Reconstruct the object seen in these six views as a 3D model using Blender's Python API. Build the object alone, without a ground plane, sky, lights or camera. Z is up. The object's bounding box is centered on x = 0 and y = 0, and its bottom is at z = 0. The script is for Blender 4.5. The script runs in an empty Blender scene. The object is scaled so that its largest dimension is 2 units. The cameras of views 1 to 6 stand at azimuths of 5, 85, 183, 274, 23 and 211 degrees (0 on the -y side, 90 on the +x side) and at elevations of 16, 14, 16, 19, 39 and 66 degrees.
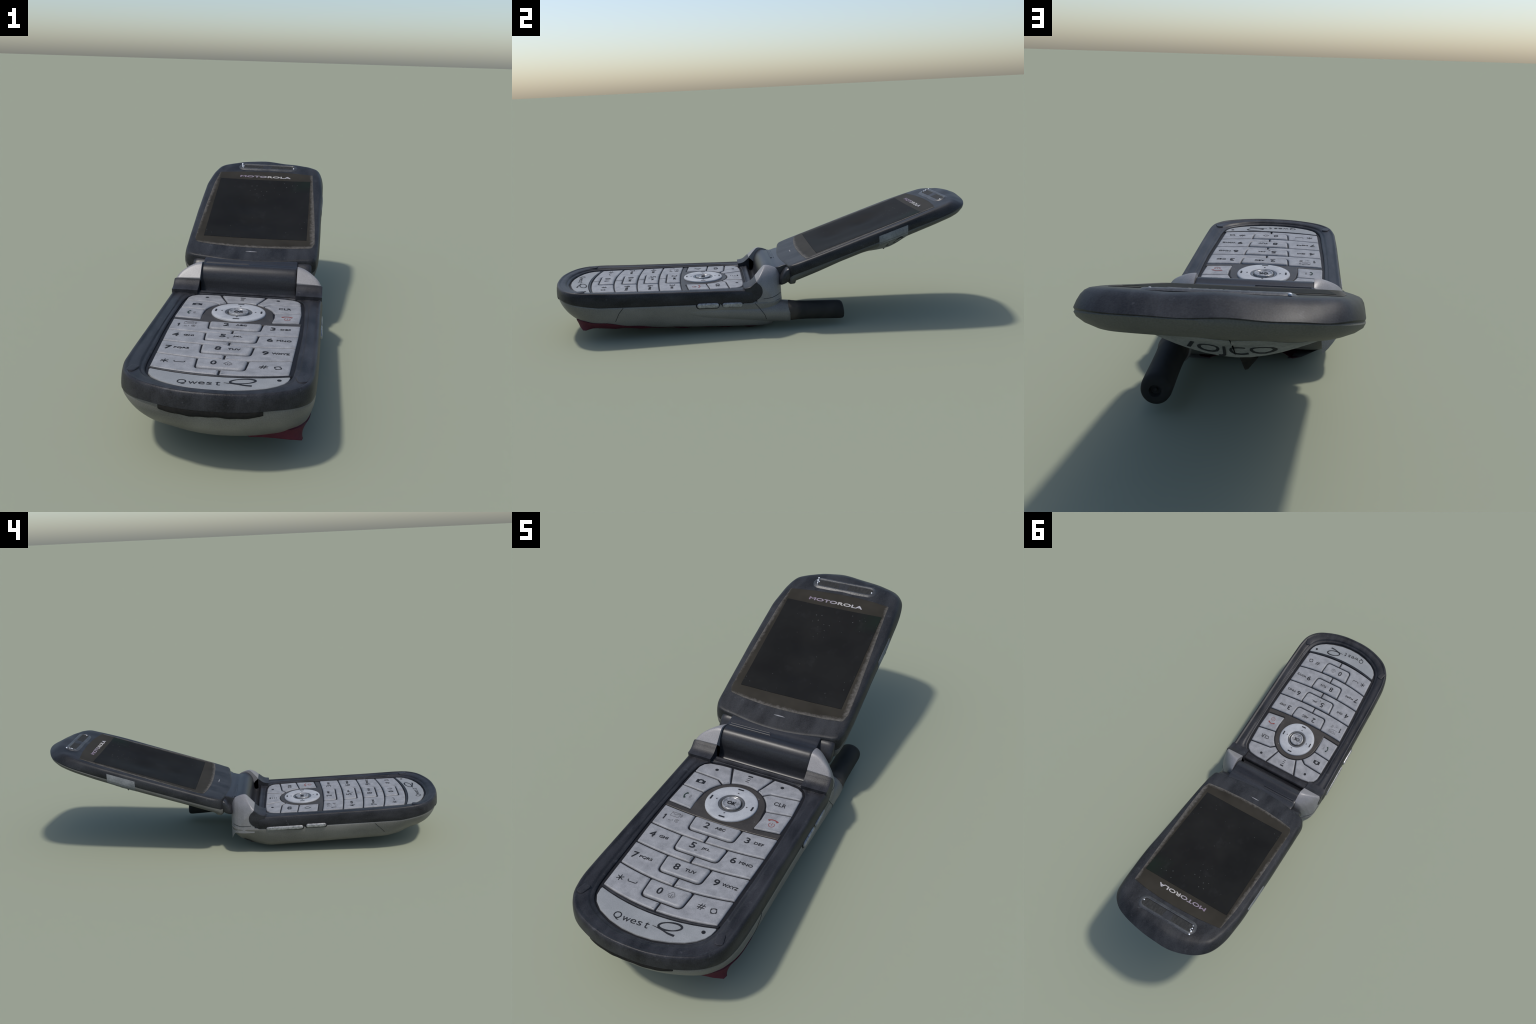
# An open clamshell mobile phone lying on its back: silver lower shell, black keypad frame,
# silver keys, hinge with two silver ears, tilted lid with screen, stub antenna.
import bpy, math, random
from mathutils import Vector
from mathutils.bvhtree import BVHTree
from mathutils.geometry import tessellate_polygon
import numpy as np

random.seed(7)
RNG = np.random.default_rng(7)
SC = bpy.context.scene.collection

# ------------------------------------------------------------------ shape rules
def tz(y):            # height of the key tops: the base slopes down towards the hinge
    return 0.217 - 0.037 * (y + 0.508)

def lz(y):            # height of the lid's inner face
    return 0.401 + 0.324 * (y - 0.423)

# ------------------------------------------------------------------ materials
def new_mat(name):
    m = bpy.data.materials.new(name)
    m.use_nodes = True
    nt = m.node_tree
    b = nt.nodes["Principled BSDF"]
    return m, nt, b

def noise(nt, scale, detail=4, rough=0.55, vec=None, stretch=None):
    tc = nt.nodes.new("ShaderNodeTexCoord")
    out = vec or tc.outputs["Object"]
    if stretch:
        mp = nt.nodes.new("ShaderNodeMapping")
        mp.inputs["Scale"].default_value = stretch
        nt.links.new(out, mp.inputs["Vector"])
        out = mp.outputs["Vector"]
    n = nt.nodes.new("ShaderNodeTexNoise")
    n.inputs["Scale"].default_value = scale
    n.inputs["Detail"].default_value = detail
    n.inputs["Roughness"].default_value = rough
    nt.links.new(out, n.inputs["Vector"])
    return n.outputs["Fac"]

def ramp(nt, fac, stops):
    r = nt.nodes.new("ShaderNodeValToRGB")
    els = r.color_ramp.elements
    while len(els) < len(stops):
        els.new(0.5)
    for e, (p, c) in zip(els, stops):
        e.position = p
        e.color = (*c, 1) if len(c) == 3 else c
    nt.links.new(fac, r.inputs["Fac"])
    return r.outputs["Color"]

def mix(nt, fac, a, b):
    m = nt.nodes.new("ShaderNodeMix")
    m.data_type = "RGBA"
    if isinstance(fac, (int, float)):
        m.inputs[0].default_value = fac
    else:
        nt.links.new(fac, m.inputs[0])
    for sock, v in ((m.inputs[6], a), (m.inputs[7], b)):
        if isinstance(v, tuple):
            sock.default_value = (*v, 1)
        else:
            nt.links.new(v, sock)
    return m.outputs[2]

def math_node(nt, op, a, b=None, c=None):
    n = nt.nodes.new("ShaderNodeMath")
    n.operation = op
    for i, v in enumerate((a, b, c)):
        if v is None:
            continue
        if isinstance(v, (int, float)):
            n.inputs[i].default_value = v
        else:
            nt.links.new(v, n.inputs[i])
    return n.outputs[0]

def bump(nt, bsdf, fac, strength, dist=0.002):
    b = nt.nodes.new("ShaderNodeBump")
    b.inputs["Strength"].default_value = strength
    b.inputs["Distance"].default_value = dist
    nt.links.new(fac, b.inputs["Height"])
    nt.links.new(b.outputs["Normal"], bsdf.inputs["Normal"])

def speckled(name, dark, light, big=9.0, fine=160.0, rough=0.55, spec=0.35, metal=0.0, bumpy=0.15, stretch=None, fleck=None):
    m, nt, b = new_mat(name)
    c1 = ramp(nt, noise(nt, big, 3, stretch=stretch), [(0.3, dark), (0.7, light)])
    grain = noise(nt, fine, 2)
    c2 = ramp(nt, grain, [(0.3, tuple(0.86 * v for v in dark)), (0.7, tuple(min(1, 1.12 * v) for v in light))])
    col = mix(nt, 0.35, c1, c2)
    if fleck:
        f = ramp(nt, noise(nt, fleck[0], 5, 0.7), [(fleck[1], (0, 0, 0)), (fleck[1] + 0.06, (1, 1, 1))])
        col = mix(nt, math_node(nt, "MULTIPLY", f, fleck[3]), col, fleck[2])
    nt.links.new(col, b.inputs["Base Color"])
    b.inputs["Roughness"].default_value = rough
    b.inputs["Metallic"].default_value = metal
    b.inputs["Specular IOR Level"].default_value = spec
    bump(nt, b, grain, bumpy)
    return m

M_KEY = speckled("silver_key_paint", (0.165, 0.167, 0.172), (0.295, 0.295, 0.30), 34, 420, 0.45, 0.3, bumpy=0.14)
M_PLATE = speckled("silver_plate_paint", (0.195, 0.203, 0.205), (0.265, 0.272, 0.272), 16, 380, 0.5, 0.25, bumpy=0.1)
M_FRAME = speckled("black_frame_plastic", (0.0055, 0.0056, 0.0066), (0.035, 0.0353, 0.0395), 17, 300, 0.42, 0.2, bumpy=0.2, stretch=(1.7, .5, 1), fleck=(34, 0.63, (0.080, 0.081, 0.088), 0.35))  # base deepened, pale flecks added: baked shade and rim highlights put in colour
M_FLOOR = speckled("keypad_gap_black", (0.006, 0.006, 0.008), (0.012, 0.012, 0.014), 20, 200, 0.6, 0.2)
M_SHELL = speckled("silver_shell_paint", (0.088, 0.085, 0.077), (0.200, 0.194, 0.180), 5, 350, 0.42, 0.35, 0.15, bumpy=0.06, stretch=(1, .7, 1))
M_EAR = speckled("polished_silver_paint", (0.16, 0.155, 0.154), (0.25, 0.245, 0.248), 9, 300, 0.42, 0.35, 0.1, bumpy=0.04)
M_BARREL = speckled("hinge_black_gloss", (0.009, 0.0095, 0.0115), (0.030, 0.031, 0.0345), 9, 200, 0.36, 0.32, bumpy=0.05, stretch=(0.4, 4, 4))
M_LID = speckled("lid_black_plastic", (0.0065, 0.0068, 0.0078), (0.035, 0.0362, 0.0388), 14, 260, 0.45, 0.2, bumpy=0.06, stretch=(1.6, .55, 1), fleck=(30, 0.63, (0.075, 0.077, 0.082), 0.35))
M_BACK = speckled("lid_back_silver", (0.075, 0.075, 0.067), (0.112, 0.111, 0.100), 7, 300, 0.55, 0.2, bumpy=0.06)  # silver darkened to the tone it has in shade under the lid
def rubber_material():
    m, nt, b = new_mat("antenna_rubber")
    tc = nt.nodes.new("ShaderNodeTexCoord")
    sep = nt.nodes.new("ShaderNodeSeparateXYZ")
    nt.links.new(tc.outputs["Object"], sep.inputs[0])
    base = ramp(nt, noise(nt, 12, 3), [(0.3, (0.014, 0.0145, 0.0140)), (0.7, (0.026, 0.0255, 0.0235))])
    w = math_node(nt, "MULTIPLY_ADD", noise(nt, 16, 3), 0.10, sep.outputs["Y"])
    root = ramp(nt, w, [(0.165, (1, 1, 1)), (0.205, (0, 0, 0))])
    col = mix(nt, math_node(nt, "MULTIPLY", root, 0.8), base, (0.060, 0.051, 0.043))
    nt.links.new(col, b.inputs["Base Color"])
    b.inputs["Roughness"].default_value = 0.7
    b.inputs["Specular IOR Level"].default_value = 0.15
    bump(nt, b, noise(nt, 240, 2), 0.15)
    return m
M_RUBBER = rubber_material()
M_BROWN = speckled("nav_brown_gloss", (0.026, 0.023, 0.020), (0.050, 0.044, 0.038), 16, 200, 0.4, 0.25, bumpy=0.05, fleck=(55, 0.66, (0.24, 0.23, 0.22), 0.6))
M_WHEEL = speckled("nav_wheel_silver", (0.27, 0.278, 0.29), (0.39, 0.397, 0.405), 26, 420, 0.45, 0.3, bumpy=0.08)
M_CHROME = speckled("chrome", (0.11, 0.11, 0.11), (0.40, 0.40, 0.40), 70, 150, 0.3, 0.4, 0.3, bumpy=0.0)
M_INK = speckled("black_print", (0.008, 0.009, 0.011), (0.018, 0.019, 0.022), 40, 200, 0.6, 0.2)
M_GREYINK = speckled("grey_print", (0.05, 0.05, 0.055), (0.08, 0.08, 0.085), 40, 200, 0.6, 0.2)
M_REDINK = speckled("red_print", (0.17, 0.035, 0.03), (0.22, 0.05, 0.045), 40, 200, 0.6, 0.2)
M_GREENINK = speckled("green_black_print", (0.008, 0.02, 0.016), (0.015, 0.03, 0.024), 40, 200, 0.6, 0.2)
def brand_material():
    m, nt, b = new_mat("pale_lilac_print")
    tc = nt.nodes.new("ShaderNodeTexCoord")
    sep = nt.nodes.new("ShaderNodeSeparateXYZ")
    nt.links.new(tc.outputs["Object"], sep.inputs[0])
    g = math_node(nt, "MULTIPLY_ADD", sep.outputs["X"], 4.0, 0.54)
    nt.links.new(ramp(nt, g, [(0.05, (0.19, 0.15, 0.19)), (0.45, (0.25, 0.225, 0.245)), (0.6, (0.36, 0.34, 0.31)), (1.0, (0.36, 0.345, 0.36))]), b.inputs["Base Color"])
    b.inputs["Roughness"].default_value = 0.5
    b.inputs["Specular IOR Level"].default_value = 0.2
    return m
M_BRAND = brand_material()
M_LABEL = speckled("paper_label_white", (0.12, 0.128, 0.132), (0.235, 0.243, 0.245), 16, 160, 0.8, 0.15, bumpy=0.2)
M_REDLABEL = speckled("red_label", (0.052, 0.009, 0.016), (0.085, 0.014, 0.025), 11, 160, 0.65, 0.2, bumpy=0.3)
M_CAVITY = speckled("dark_cavity", (0.010, 0.010, 0.010), (0.022, 0.020, 0.018), 18, 120, 0.8, 0.1, bumpy=0.3)

def bezel_material():
    """Dark brown glass border whose outer rim is scuffed to a dusty grey-brown."""
    m, nt, b = new_mat("brown_bezel_glass")
    base = ramp(nt, noise(nt, 8, 3), [(0.3, (0.019, 0.0165, 0.012)), (0.7, (0.031, 0.0275, 0.021))])
    tc = nt.nodes.new("ShaderNodeTexCoord")
    sep = nt.nodes.new("ShaderNodeSeparateXYZ")
    nt.links.new(tc.outputs["Object"], sep.inputs[0])
    x = math_node(nt, "ABSOLUTE", math_node(nt, "ADD", sep.outputs["X"], 0.012))
    # half width narrows towards the lid's tip
    hw = math_node(nt, "MULTIPLY_ADD", sep.outputs["Y"], -0.035, 0.260)
    side = math_node(nt, "SUBTRACT", hw, x)
    x2 = math_node(nt, "MULTIPLY", math_node(nt, "MULTIPLY", x, x), 0.30)
    low = math_node(nt, "SUBTRACT", math_node(nt, "SUBTRACT", sep.outputs["Y"], 0.174), x2)
    d = math_node(nt, "MINIMUM", side, low)
    dn = math_node(nt, "MULTIPLY_ADD", noise(nt, 60, 4, 0.7), -0.030, d)
    mask = ramp(nt, math_node(nt, "MULTIPLY_ADD", dn, 40.0, 0.62), [(0.12, (1, 1, 1)), (0.62, (0, 0, 0))])
    scuff = ramp(nt, noise(nt, 90, 4), [(0.3, (0.06, 0.056, 0.049)), (0.7, (0.125, 0.116, 0.105))])
    col = mix(nt, math_node(nt, "MULTIPLY", mask, 0.8), base, scuff)
    nt.links.new(col, b.inputs["Base Color"])
    b.inputs["Roughness"].default_value = 0.6
    b.inputs["Specular IOR Level"].default_value = 0.1
    return m

def screen_material():
    m, nt, b = new_mat("dark_screen_glass")
    base = ramp(nt, noise(nt, 5, 3), [(0.35, (0.0085, 0.0085, 0.0083)), (0.7, (0.0125, 0.0127, 0.012))])
    tc = nt.nodes.new("ShaderNodeTexCoord")
    sep = nt.nodes.new("ShaderNodeSeparateXYZ")
    nt.links.new(tc.outputs["Object"], sep.inputs[0])
    # faint green tint in one far corner
    gx = math_node(nt, "MULTIPLY_ADD", sep.outputs["X"], 7.0, -0.75)
    gy = math_node(nt, "MULTIPLY_ADD", sep.outputs["Y"], 9.0, -5.75)
    g = math_node(nt, "MINIMUM", gx, gy)
    col = mix(nt, ramp(nt, g, [(0.0, (0, 0, 0)), (0.6, (0.8, 0.8, 0.8))]), base, (0.009, 0.0145, 0.0105))
    # dust specks, denser in drifts
    v = nt.nodes.new("ShaderNodeTexVoronoi")
    v.inputs["Scale"].default_value = 46
    v.inputs["Randomness"].default_value = 1
    nt.links.new(tc.outputs["Object"], v.inputs["Vector"])
    drift = ramp(nt, noise(nt, 7, 3), [(0.45, (0.03, 0.03, 0.03)), (0.75, (0.14, 0.14, 0.14))])
    speck = math_node(nt, "LESS_THAN", v.outputs["Distance"], drift)
    smear = ramp(nt, noise(nt, 14, 5, 0.7, stretch=(1, 0.6, 1)), [(0.58, (0, 0, 0)), (0.75, (1, 1, 1))])
    col = mix(nt, math_node(nt, "MULTIPLY", smear, 0.10), col, (0.07, 0.07, 0.075))
    col = mix(nt, math_node(nt, "MULTIPLY", speck, 0.45), col, (0.11, 0.115, 0.11))
    nt.links.new(col, b.inputs["Base Color"])
    b.inputs["Roughness"].default_value = 0.6
    b.inputs["Specular IOR Level"].default_value = 0.06
    return m

M_BEZEL = bezel_material()
M_SCREEN = screen_material()

# ------------------------------------------------------------------ mesh helpers
def make(name, verts, faces, mat, parent=None, smooth=35.0, flip_check=True):
    me = bpy.data.meshes.new(name)
    me.from_pydata([tuple(map(float, v)) for v in verts], [], [tuple(f) for f in faces])
    me.validate()
    me.materials.append(mat)
    if flip_check:
        import bmesh
        bm = bmesh.new()
        bm.from_mesh(me)
        bmesh.ops.remove_doubles(bm, verts=bm.verts, dist=1e-6)
        bmesh.ops.recalc_face_normals(bm, faces=bm.faces)
        bm.to_mesh(me)
        bm.free()
    if smooth:
        me.polygons.foreach_set("use_smooth", [True] * len(me.polygons))
        me.set_sharp_from_angle(angle=math.radians(smooth))
    ob = bpy.data.objects.new(name, me)
    SC.objects.link(ob)
    if parent:
        ob.parent = parent
    return ob

def loft(rings, cap0=True, cap1=True, closed=True):
    n = len(rings[0])
    verts = [v for r in rings for v in r]
    faces = []
    for k in range(len(rings) - 1):
        for i in range(n if closed else n - 1):
            j = (i + 1) % n
            faces.append((k * n + i, k * n + j, (k + 1) * n + j, (k + 1) * n + i))
    if cap0:
        faces.append(tuple(range(n - 1, -1, -1)))
    if cap1:
        faces.append(tuple(range((len(rings) - 1) * n, len(rings) * n)))
    return verts, faces

def catmull(pts, n, closed=True):
    """Smooth curve through control points, resampled to n points of even spacing."""
    p = np.array(pts, float)
    m = len(p)
    out = []
    segs = m if closed else m - 1
    for i in range(segs):
        if closed:
            a, b, c, d = p[i - 1], p[i], p[(i + 1) % m], p[(i + 2) % m]
        else:
            a, b, c, d = p[max(i - 1, 0)], p[i], p[i + 1], p[min(i + 2, m - 1)]
        # centripetal spacing avoids overshoot at uneven control points
        t0 = 0.0
        t1 = t0 + max(1e-6, np.linalg.norm(b - a)) ** 0.5
        t2 = t1 + max(1e-6, np.linalg.norm(c - b)) ** 0.5
        t3 = t2 + max(1e-6, np.linalg.norm(d - c)) ** 0.5
        for t in np.linspace(t1, t2, 24, endpoint=False):
            A1 = (t1 - t) / (t1 - t0) * a + (t - t0) / (t1 - t0) * b
            A2 = (t2 - t) / (t2 - t1) * b + (t - t1) / (t2 - t1) * c
            A3 = (t3 - t) / (t3 - t2) * c + (t - t2) / (t3 - t2) * d
            B1 = (t2 - t) / (t2 - t0) * A1 + (t - t0) / (t2 - t0) * A2
            B2 = (t3 - t) / (t3 - t1) * A2 + (t - t1) / (t3 - t1) * A3
            out.append((t2 - t) / (t2 - t1) * B1 + (t - t1) / (t2 - t1) * B2)
    if not closed:
        out.append(p[-1])
    return resample(np.array(out), n, closed)

def resample(p, n, closed=True):
    q = np.vstack([p, p[:1]]) if closed else p
    s = np.concatenate([[0], np.cumsum(np.linalg.norm(np.diff(q, axis=0), axis=1))])
    t = np.linspace(0, s[-1], n, endpoint=not closed)
    return np.stack([np.interp(t, s, q[:, k]) for k in range(q.shape[1])], 1)

def lean(p):
    """The front corners are not quite alike: the left one is rounder."""
    q = p.copy()
    k = np.clip((-p[:, 1] - .80) / .14, 0, 1)
    q[:, 0] += np.where(p[:, 0] < 0, .006 * k * np.abs(p[:, 0]) / .25, .004 * k * p[:, 0] / .25)
    return q

def mirror_half(half):
    """Half outline from front centre round the right side to the rear centre -> closed, counter-clockwise."""
    h = list(half)
    return h + [(-x, y) for x, y in reversed(h[1:-1])]

def normals2d(p):
    d = np.roll(p, -1, 0) - np.roll(p, 1, 0)
    d /= np.linalg.norm(d, axis=1)[:, None] + 1e-12
    return np.stack([d[:, 1], -d[:, 0]], 1)      # outward for counter-clockwise

def area2(p):
    x, y = p[:, 0], p[:, 1]
    return 0.5 * np.sum(x * np.roll(y, -1) - y * np.roll(x, -1))

def round_poly(pts, r=0.004, seg=5, step=0.012):
    """Polygon with rounded corners; r is one radius or one per corner; long edges are subdivided."""
    p = np.array(pts, float)
    if area2(p) < 0:
        p = p[::-1]
        if not isinstance(r, (int, float)):
            r = list(r)[::-1]
    n = len(p)
    rs = [r] * n if isinstance(r, (int, float)) else list(r)
    out = []
    for i in range(n):
        a, b, c = p[i - 1], p[i], p[(i + 1) % n]
        u, v = a - b, c - b
        lu, lv = np.linalg.norm(u), np.linalg.norm(v)
        u, v = u / lu, v / lv
        cosang = float(np.clip(u @ v, -1, 1))
        if rs[i] <= 0 or cosang < -0.985:
            out.append(b)
            continue
        half = math.acos(cosang) / 2
        t = min(rs[i] / math.tan(half), 0.45 * lu, 0.45 * lv)
        s, e = b + u * t, b + v * t
        for k in range(seg + 1):
            w = k / seg
            out.append((1 - w) ** 2 * s + 2 * w * (1 - w) * b + w ** 2 * e)
    res = []
    m = len(out)
    for i in range(m):
        a, b = out[i], out[(i + 1) % m]
        k = max(1, int(np.linalg.norm(b - a) / step))
        for j in range(k):
            q = a + (b - a) * j / k
            if not res or np.linalg.norm(q - res[-1]) > 2e-4:
                res.append(q)
    return np.array(res)

def inset(p, d):
    a = np.roll(p, 1, 0)
    c = np.roll(p, -1, 0)
    e1 = p - a
    e2 = c - p
    e1 /= np.linalg.norm(e1, axis=1)[:, None] + 1e-12
    e2 /= np.linalg.norm(e2, axis=1)[:, None] + 1e-12
    n1 = np.stack([-e1[:, 1], e1[:, 0]], 1)
    n2 = np.stack([-e2[:, 1], e2[:, 0]], 1)
    b = n1 + n2
    b /= np.linalg.norm(b, axis=1)[:, None] + 1e-12
    k = 1 / np.clip((b * n1).sum(1), 0.6, 1)
    return p + b * (d * k)[:, None]

def slab(name, poly, levels, mat, parent, zf=tz, cap0=False, smooth=40):
    """Stack of inset copies of a polygon: levels = (inset, height above zf)."""
    rings = []
    for d, h in levels:
        q = inset(poly, d)
        rings.append([(x, y, zf(y) + h) for x, y in q])
    v, f = loft(rings, cap0, False)
    n, k0 = len(poly), (len(levels) - 1) * len(poly)
    tris = tessellate_polygon([[Vector((x, y, 0)) for x, y, z in rings[-1]]])
    f += [tuple(k0 + i for i in t) for t in tris]
    ob = make(name, v, f, mat, parent, smooth)
    for p in ob.data.polygons:            # the flat top keeps its own normal
        if all(i >= len(ob.data.vertices) - n for i in p.vertices):
            p.use_smooth = False
    return ob

def capsule(name, centre, length, height, depth, mat, parent, axis_side, tilt=0.0):
    """Pill-shaped push button standing out of a side wall (axis_side = +1 right, -1 left)."""
    n = 36
    ring = []
    r = height / 2
    for i in range(n):
        a = 2 * math.pi * i / n
        cy = (length / 2 - r) * (1 if math.cos(a) > 0 else -1)
        ring.append((cy + r * math.cos(a), r * math.sin(a)))
    ring = np.array(ring)
    rings = []
    for ins, out in ((0, -0.02), (0, depth * 0.55), (r * 0.25, depth * 0.9), (r * 0.55, depth)):
        q = inset(ring, ins)
        rings.append([(centre[0] + axis_side * out, centre[1] + a, centre[2] + b + tilt * a) for a, b in q])
    v, f = loft(rings)
    return make(name, v, f, mat, parent, 50)

def tube(points, radius, n=8):
    p = np.array(points, float)
    rings = []
    for i in range(len(p)):
        t = p[min(i + 1, len(p) - 1)] - p[max(i - 1, 0)]
        t /= np.linalg.norm(t) + 1e-12
        u = np.cross(t, (0.31, 0.2, 0.93))
        u /= np.linalg.norm(u)
        w = np.cross(t, u)
        rings.append([p[i] + radius * (math.cos(a) * u + math.sin(a) * w) for a in np.linspace(0, 2 * math.pi, n, endpoint=False)])
    return loft(rings)

def join_parts(parts):
    verts, faces = [], []
    for v, f in parts:
        o = len(verts)
        verts += list(v)
        faces += [tuple(i + o for i in q) for q in f]
    return verts, faces

def bvh_of(obs):
    vs, fs = [], []
    for o in obs:
        k = len(vs)
        vs += [v.co.copy() for v in o.data.vertices]
        fs += [tuple(i + k for i in p.vertices) for p in o.data.polygons]
    return BVHTree.FromPolygons(vs, fs)

def wobble(t, amp, seed):
    r = np.random.default_rng(seed)
    s = 0
    for k in (3, 5, 8, 13, 21):
        s = s + r.uniform(-1, 1) * np.sin(2 * math.pi * (k * t + r.uniform())) / k ** 0.4
    return amp * s

# ------------------------------------------------------------------ the thing
phone = bpy.data.objects.new("flip_phone", None)
SC.objects.link(phone)
phone["label"] = "open black and silver flip mobile phone with keypad and antenna"
phone["category"] = "mobile phone"

# ================================================================== lower half
BASE_HALF = [(0, -1.0), (.07, -.996), (.14, -.979), (.212, -.944), (.252, -.897), (.268, -.842), (.275, -.74), (.280, -.5),
             (.283, -.3), (.285, -.1), (.281, .0), (.267, .043), (.230, .065), (.12, .070), (0, .070)]
N = 260
OUT = lean(catmull(mirror_half(BASE_HALF), N))
ON = normals2d(OUT)
W_FRONT = np.clip(-ON[:, 1], 0, 1) ** 1.3
W_REAR = np.clip(ON[:, 1], 0, 1) ** 1.3
W_SIDE = np.clip(1 - W_FRONT - W_REAR, 0, 1)

def split_height(y):   # where black frame meets silver shell (local height), rising to the front
    return 0.165 + 0.024 * np.clip((-y - 0.78) / 0.2, 0, 1)

# (inset, share of the height between bottom and split line)
SHELL_RIGHT = [(0.004, 1.0), (0.0, .93), (.001, .76), (.006, .55), (.018, .30), (.038, .13), (.075, .04), (.13, 0)]
SHELL_LEFT = [(0.004, 1.0), (0.0, .93), (.003, .76), (.012, .55), (.027, .30), (.050, .13), (.085, .04), (.13, 0)]
SHELL_ROUND = [(0.005, 1.0), (.002, .93), (.014, .78), (.034, .60), (.062, .42), (.095, .24), (.13, .08), (.17, 0)]
SHELL_FRONT = [(0.006, 1.0), (.003, .93), (.010, .74), (.030, .52), (.062, .32), (.10, .16), (.14, .05), (.18, 0)]
SHELL_REAR = [(0.0, 1.0), (0.0, .93), (.004, .72), (.016, .48), (.045, .25), (.085, .10), (.13, .03), (.17, 0)]
SHELL_REAR_ROUND = [(0.0, 1.0), (0.001, .93), (.012, .74), (.034, .54), (.070, .34), (.115, .18), (.16, .06), (.19, 0)]

def smooth01(t):
    t = np.clip(t, 0, 1)
    return t * t * (3 - 2 * t)

LEFT = smooth01((-OUT[:, 0] + .02) / .16)                 # 1 on the left half
LCORNER = LEFT * np.maximum(smooth01((-OUT[:, 1] - .70) / .2), smooth01((OUT[:, 1] + .14) / .16))

RCORNER = .45 * (1 - LEFT) * smooth01((-OUT[:, 1] - .76) / .16)

def shell_ring(k):
    def blend(c):
        right, left, rnd, fro, rear, rround = (P[k][c] for P in (SHELL_RIGHT, SHELL_LEFT, SHELL_ROUND, SHELL_FRONT, SHELL_REAR, SHELL_REAR_ROUND))
        right = right * (1 - RCORNER) + rnd * RCORNER
        side = right * (1 - LEFT) + (left * (1 - LCORNER) + rnd * LCORNER) * LEFT
        rr = rear * (1 - LEFT) + rround * LEFT
        return W_SIDE * side + W_FRONT * fro + W_REAR * rr
    d, f = blend(0), blend(1)
    p = OUT - ON * d[:, None]
    bot = np.interp(OUT[:, 1], [-.9, -.5, 0], [.041, .031, .020]) + .009 * LEFT
    top = split_height(OUT[:, 1])
    z = bot + (top - bot) * f
    return np.array([(x, y, tz(y) - .217 + h) for (x, y), h in zip(p, z)])

coarse = [shell_ring(k) for k in range(8)]
rings = []
for k in range(7):       # smooth in-between rings
    a, b, c, d = coarse[max(k - 1, 0)], coarse[k], coarse[k + 1], coarse[min(k + 2, 7)]
    for t in np.linspace(0, 1, 5, endpoint=False):
        rings.append(0.5 * (2 * b + (c - a) * t + (2 * a - 5 * b + 4 * c - d) * t * t + (3 * b - a - 3 * c + d) * t ** 3))
rings.append(coarse[7])
# rear deck of the shell under the hinge
lip = np.array([(x * .985, y - .004 * (1 if y > 0 else -1), z + .004) for x, y, z in rings[0]])
v, f = loft([lip] + rings)
shell = make("base_shell", v, f, M_SHELL, phone, 50)

# antenna housing: a tube swelling out of the right lower edge
HX, HR = .238, .051
def axis_z(y):
    return .0905 - .045 * (y - .05) / .25 * .5
hs = []
for y, r in ((-.58, .012), (-.54, .026), (-.48, .037), (-.40, .043), (-.28, .047), (-.12, .050), (.0, .0515), (.07, .052), (.097, .051), (.1, .047)):
    cx = HX - .012 * (1 - r / .052)
    hs.append([(cx + r * math.cos(a), y, axis_z(y) - .006 + r * math.sin(a)) for a in np.linspace(0, 2 * math.pi, 40, endpoint=False)])
v, f = loft(hs)
housing = make("antenna_housing", v, f, M_SHELL, shell, 60)

# black frame around the keypad
FR_HALF = [(0, -1.0), (.07, -.996), (.14, -.979), (.212, -.944), (.252, -.897), (.268, -.842), (.275, -.74), (.280, -.5),
           (.283, -.3), (.2855, -.14), (.286, -.085), (.282, -.068), (.268, -.062), (.14, -.062), (0, -.062)]
HOLE_HALF = [(0, -.944), (.06, -.940), (.10, -.929), (.15, -.905), (.185, -.874), (.202, -.838), (.209, -.79), (.214, -.70), (.221, -.55),
             (.2245, -.42), (.224, -.28), (.222, -.19), (.214, -.140), (.193, -.110), (.155, -.099), (.08, -.0965), (0, -.096)]
FO = lean(catmull(mirror_half(FR_HALF), N))
HO = catmull(mirror_half(HOLE_HALF), N)

def by_angle(p, n):      # resample both outlines by the same stretched angle so that they pair up
    q = p.copy()
    q[:, 1] += .5
    a = np.arctan2(q[:, 1] / .45, q[:, 0] / .27)
    o = np.argsort(a)
    a, q = a[o], p[o]
    t = np.linspace(-math.pi, math.pi, n, endpoint=False)
    return np.stack([np.interp(t, np.concatenate([a - 2 * math.pi, a, a + 2 * math.pi]), np.tile(q[:, k], 3)) for k in (0, 1)], 1)

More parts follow.
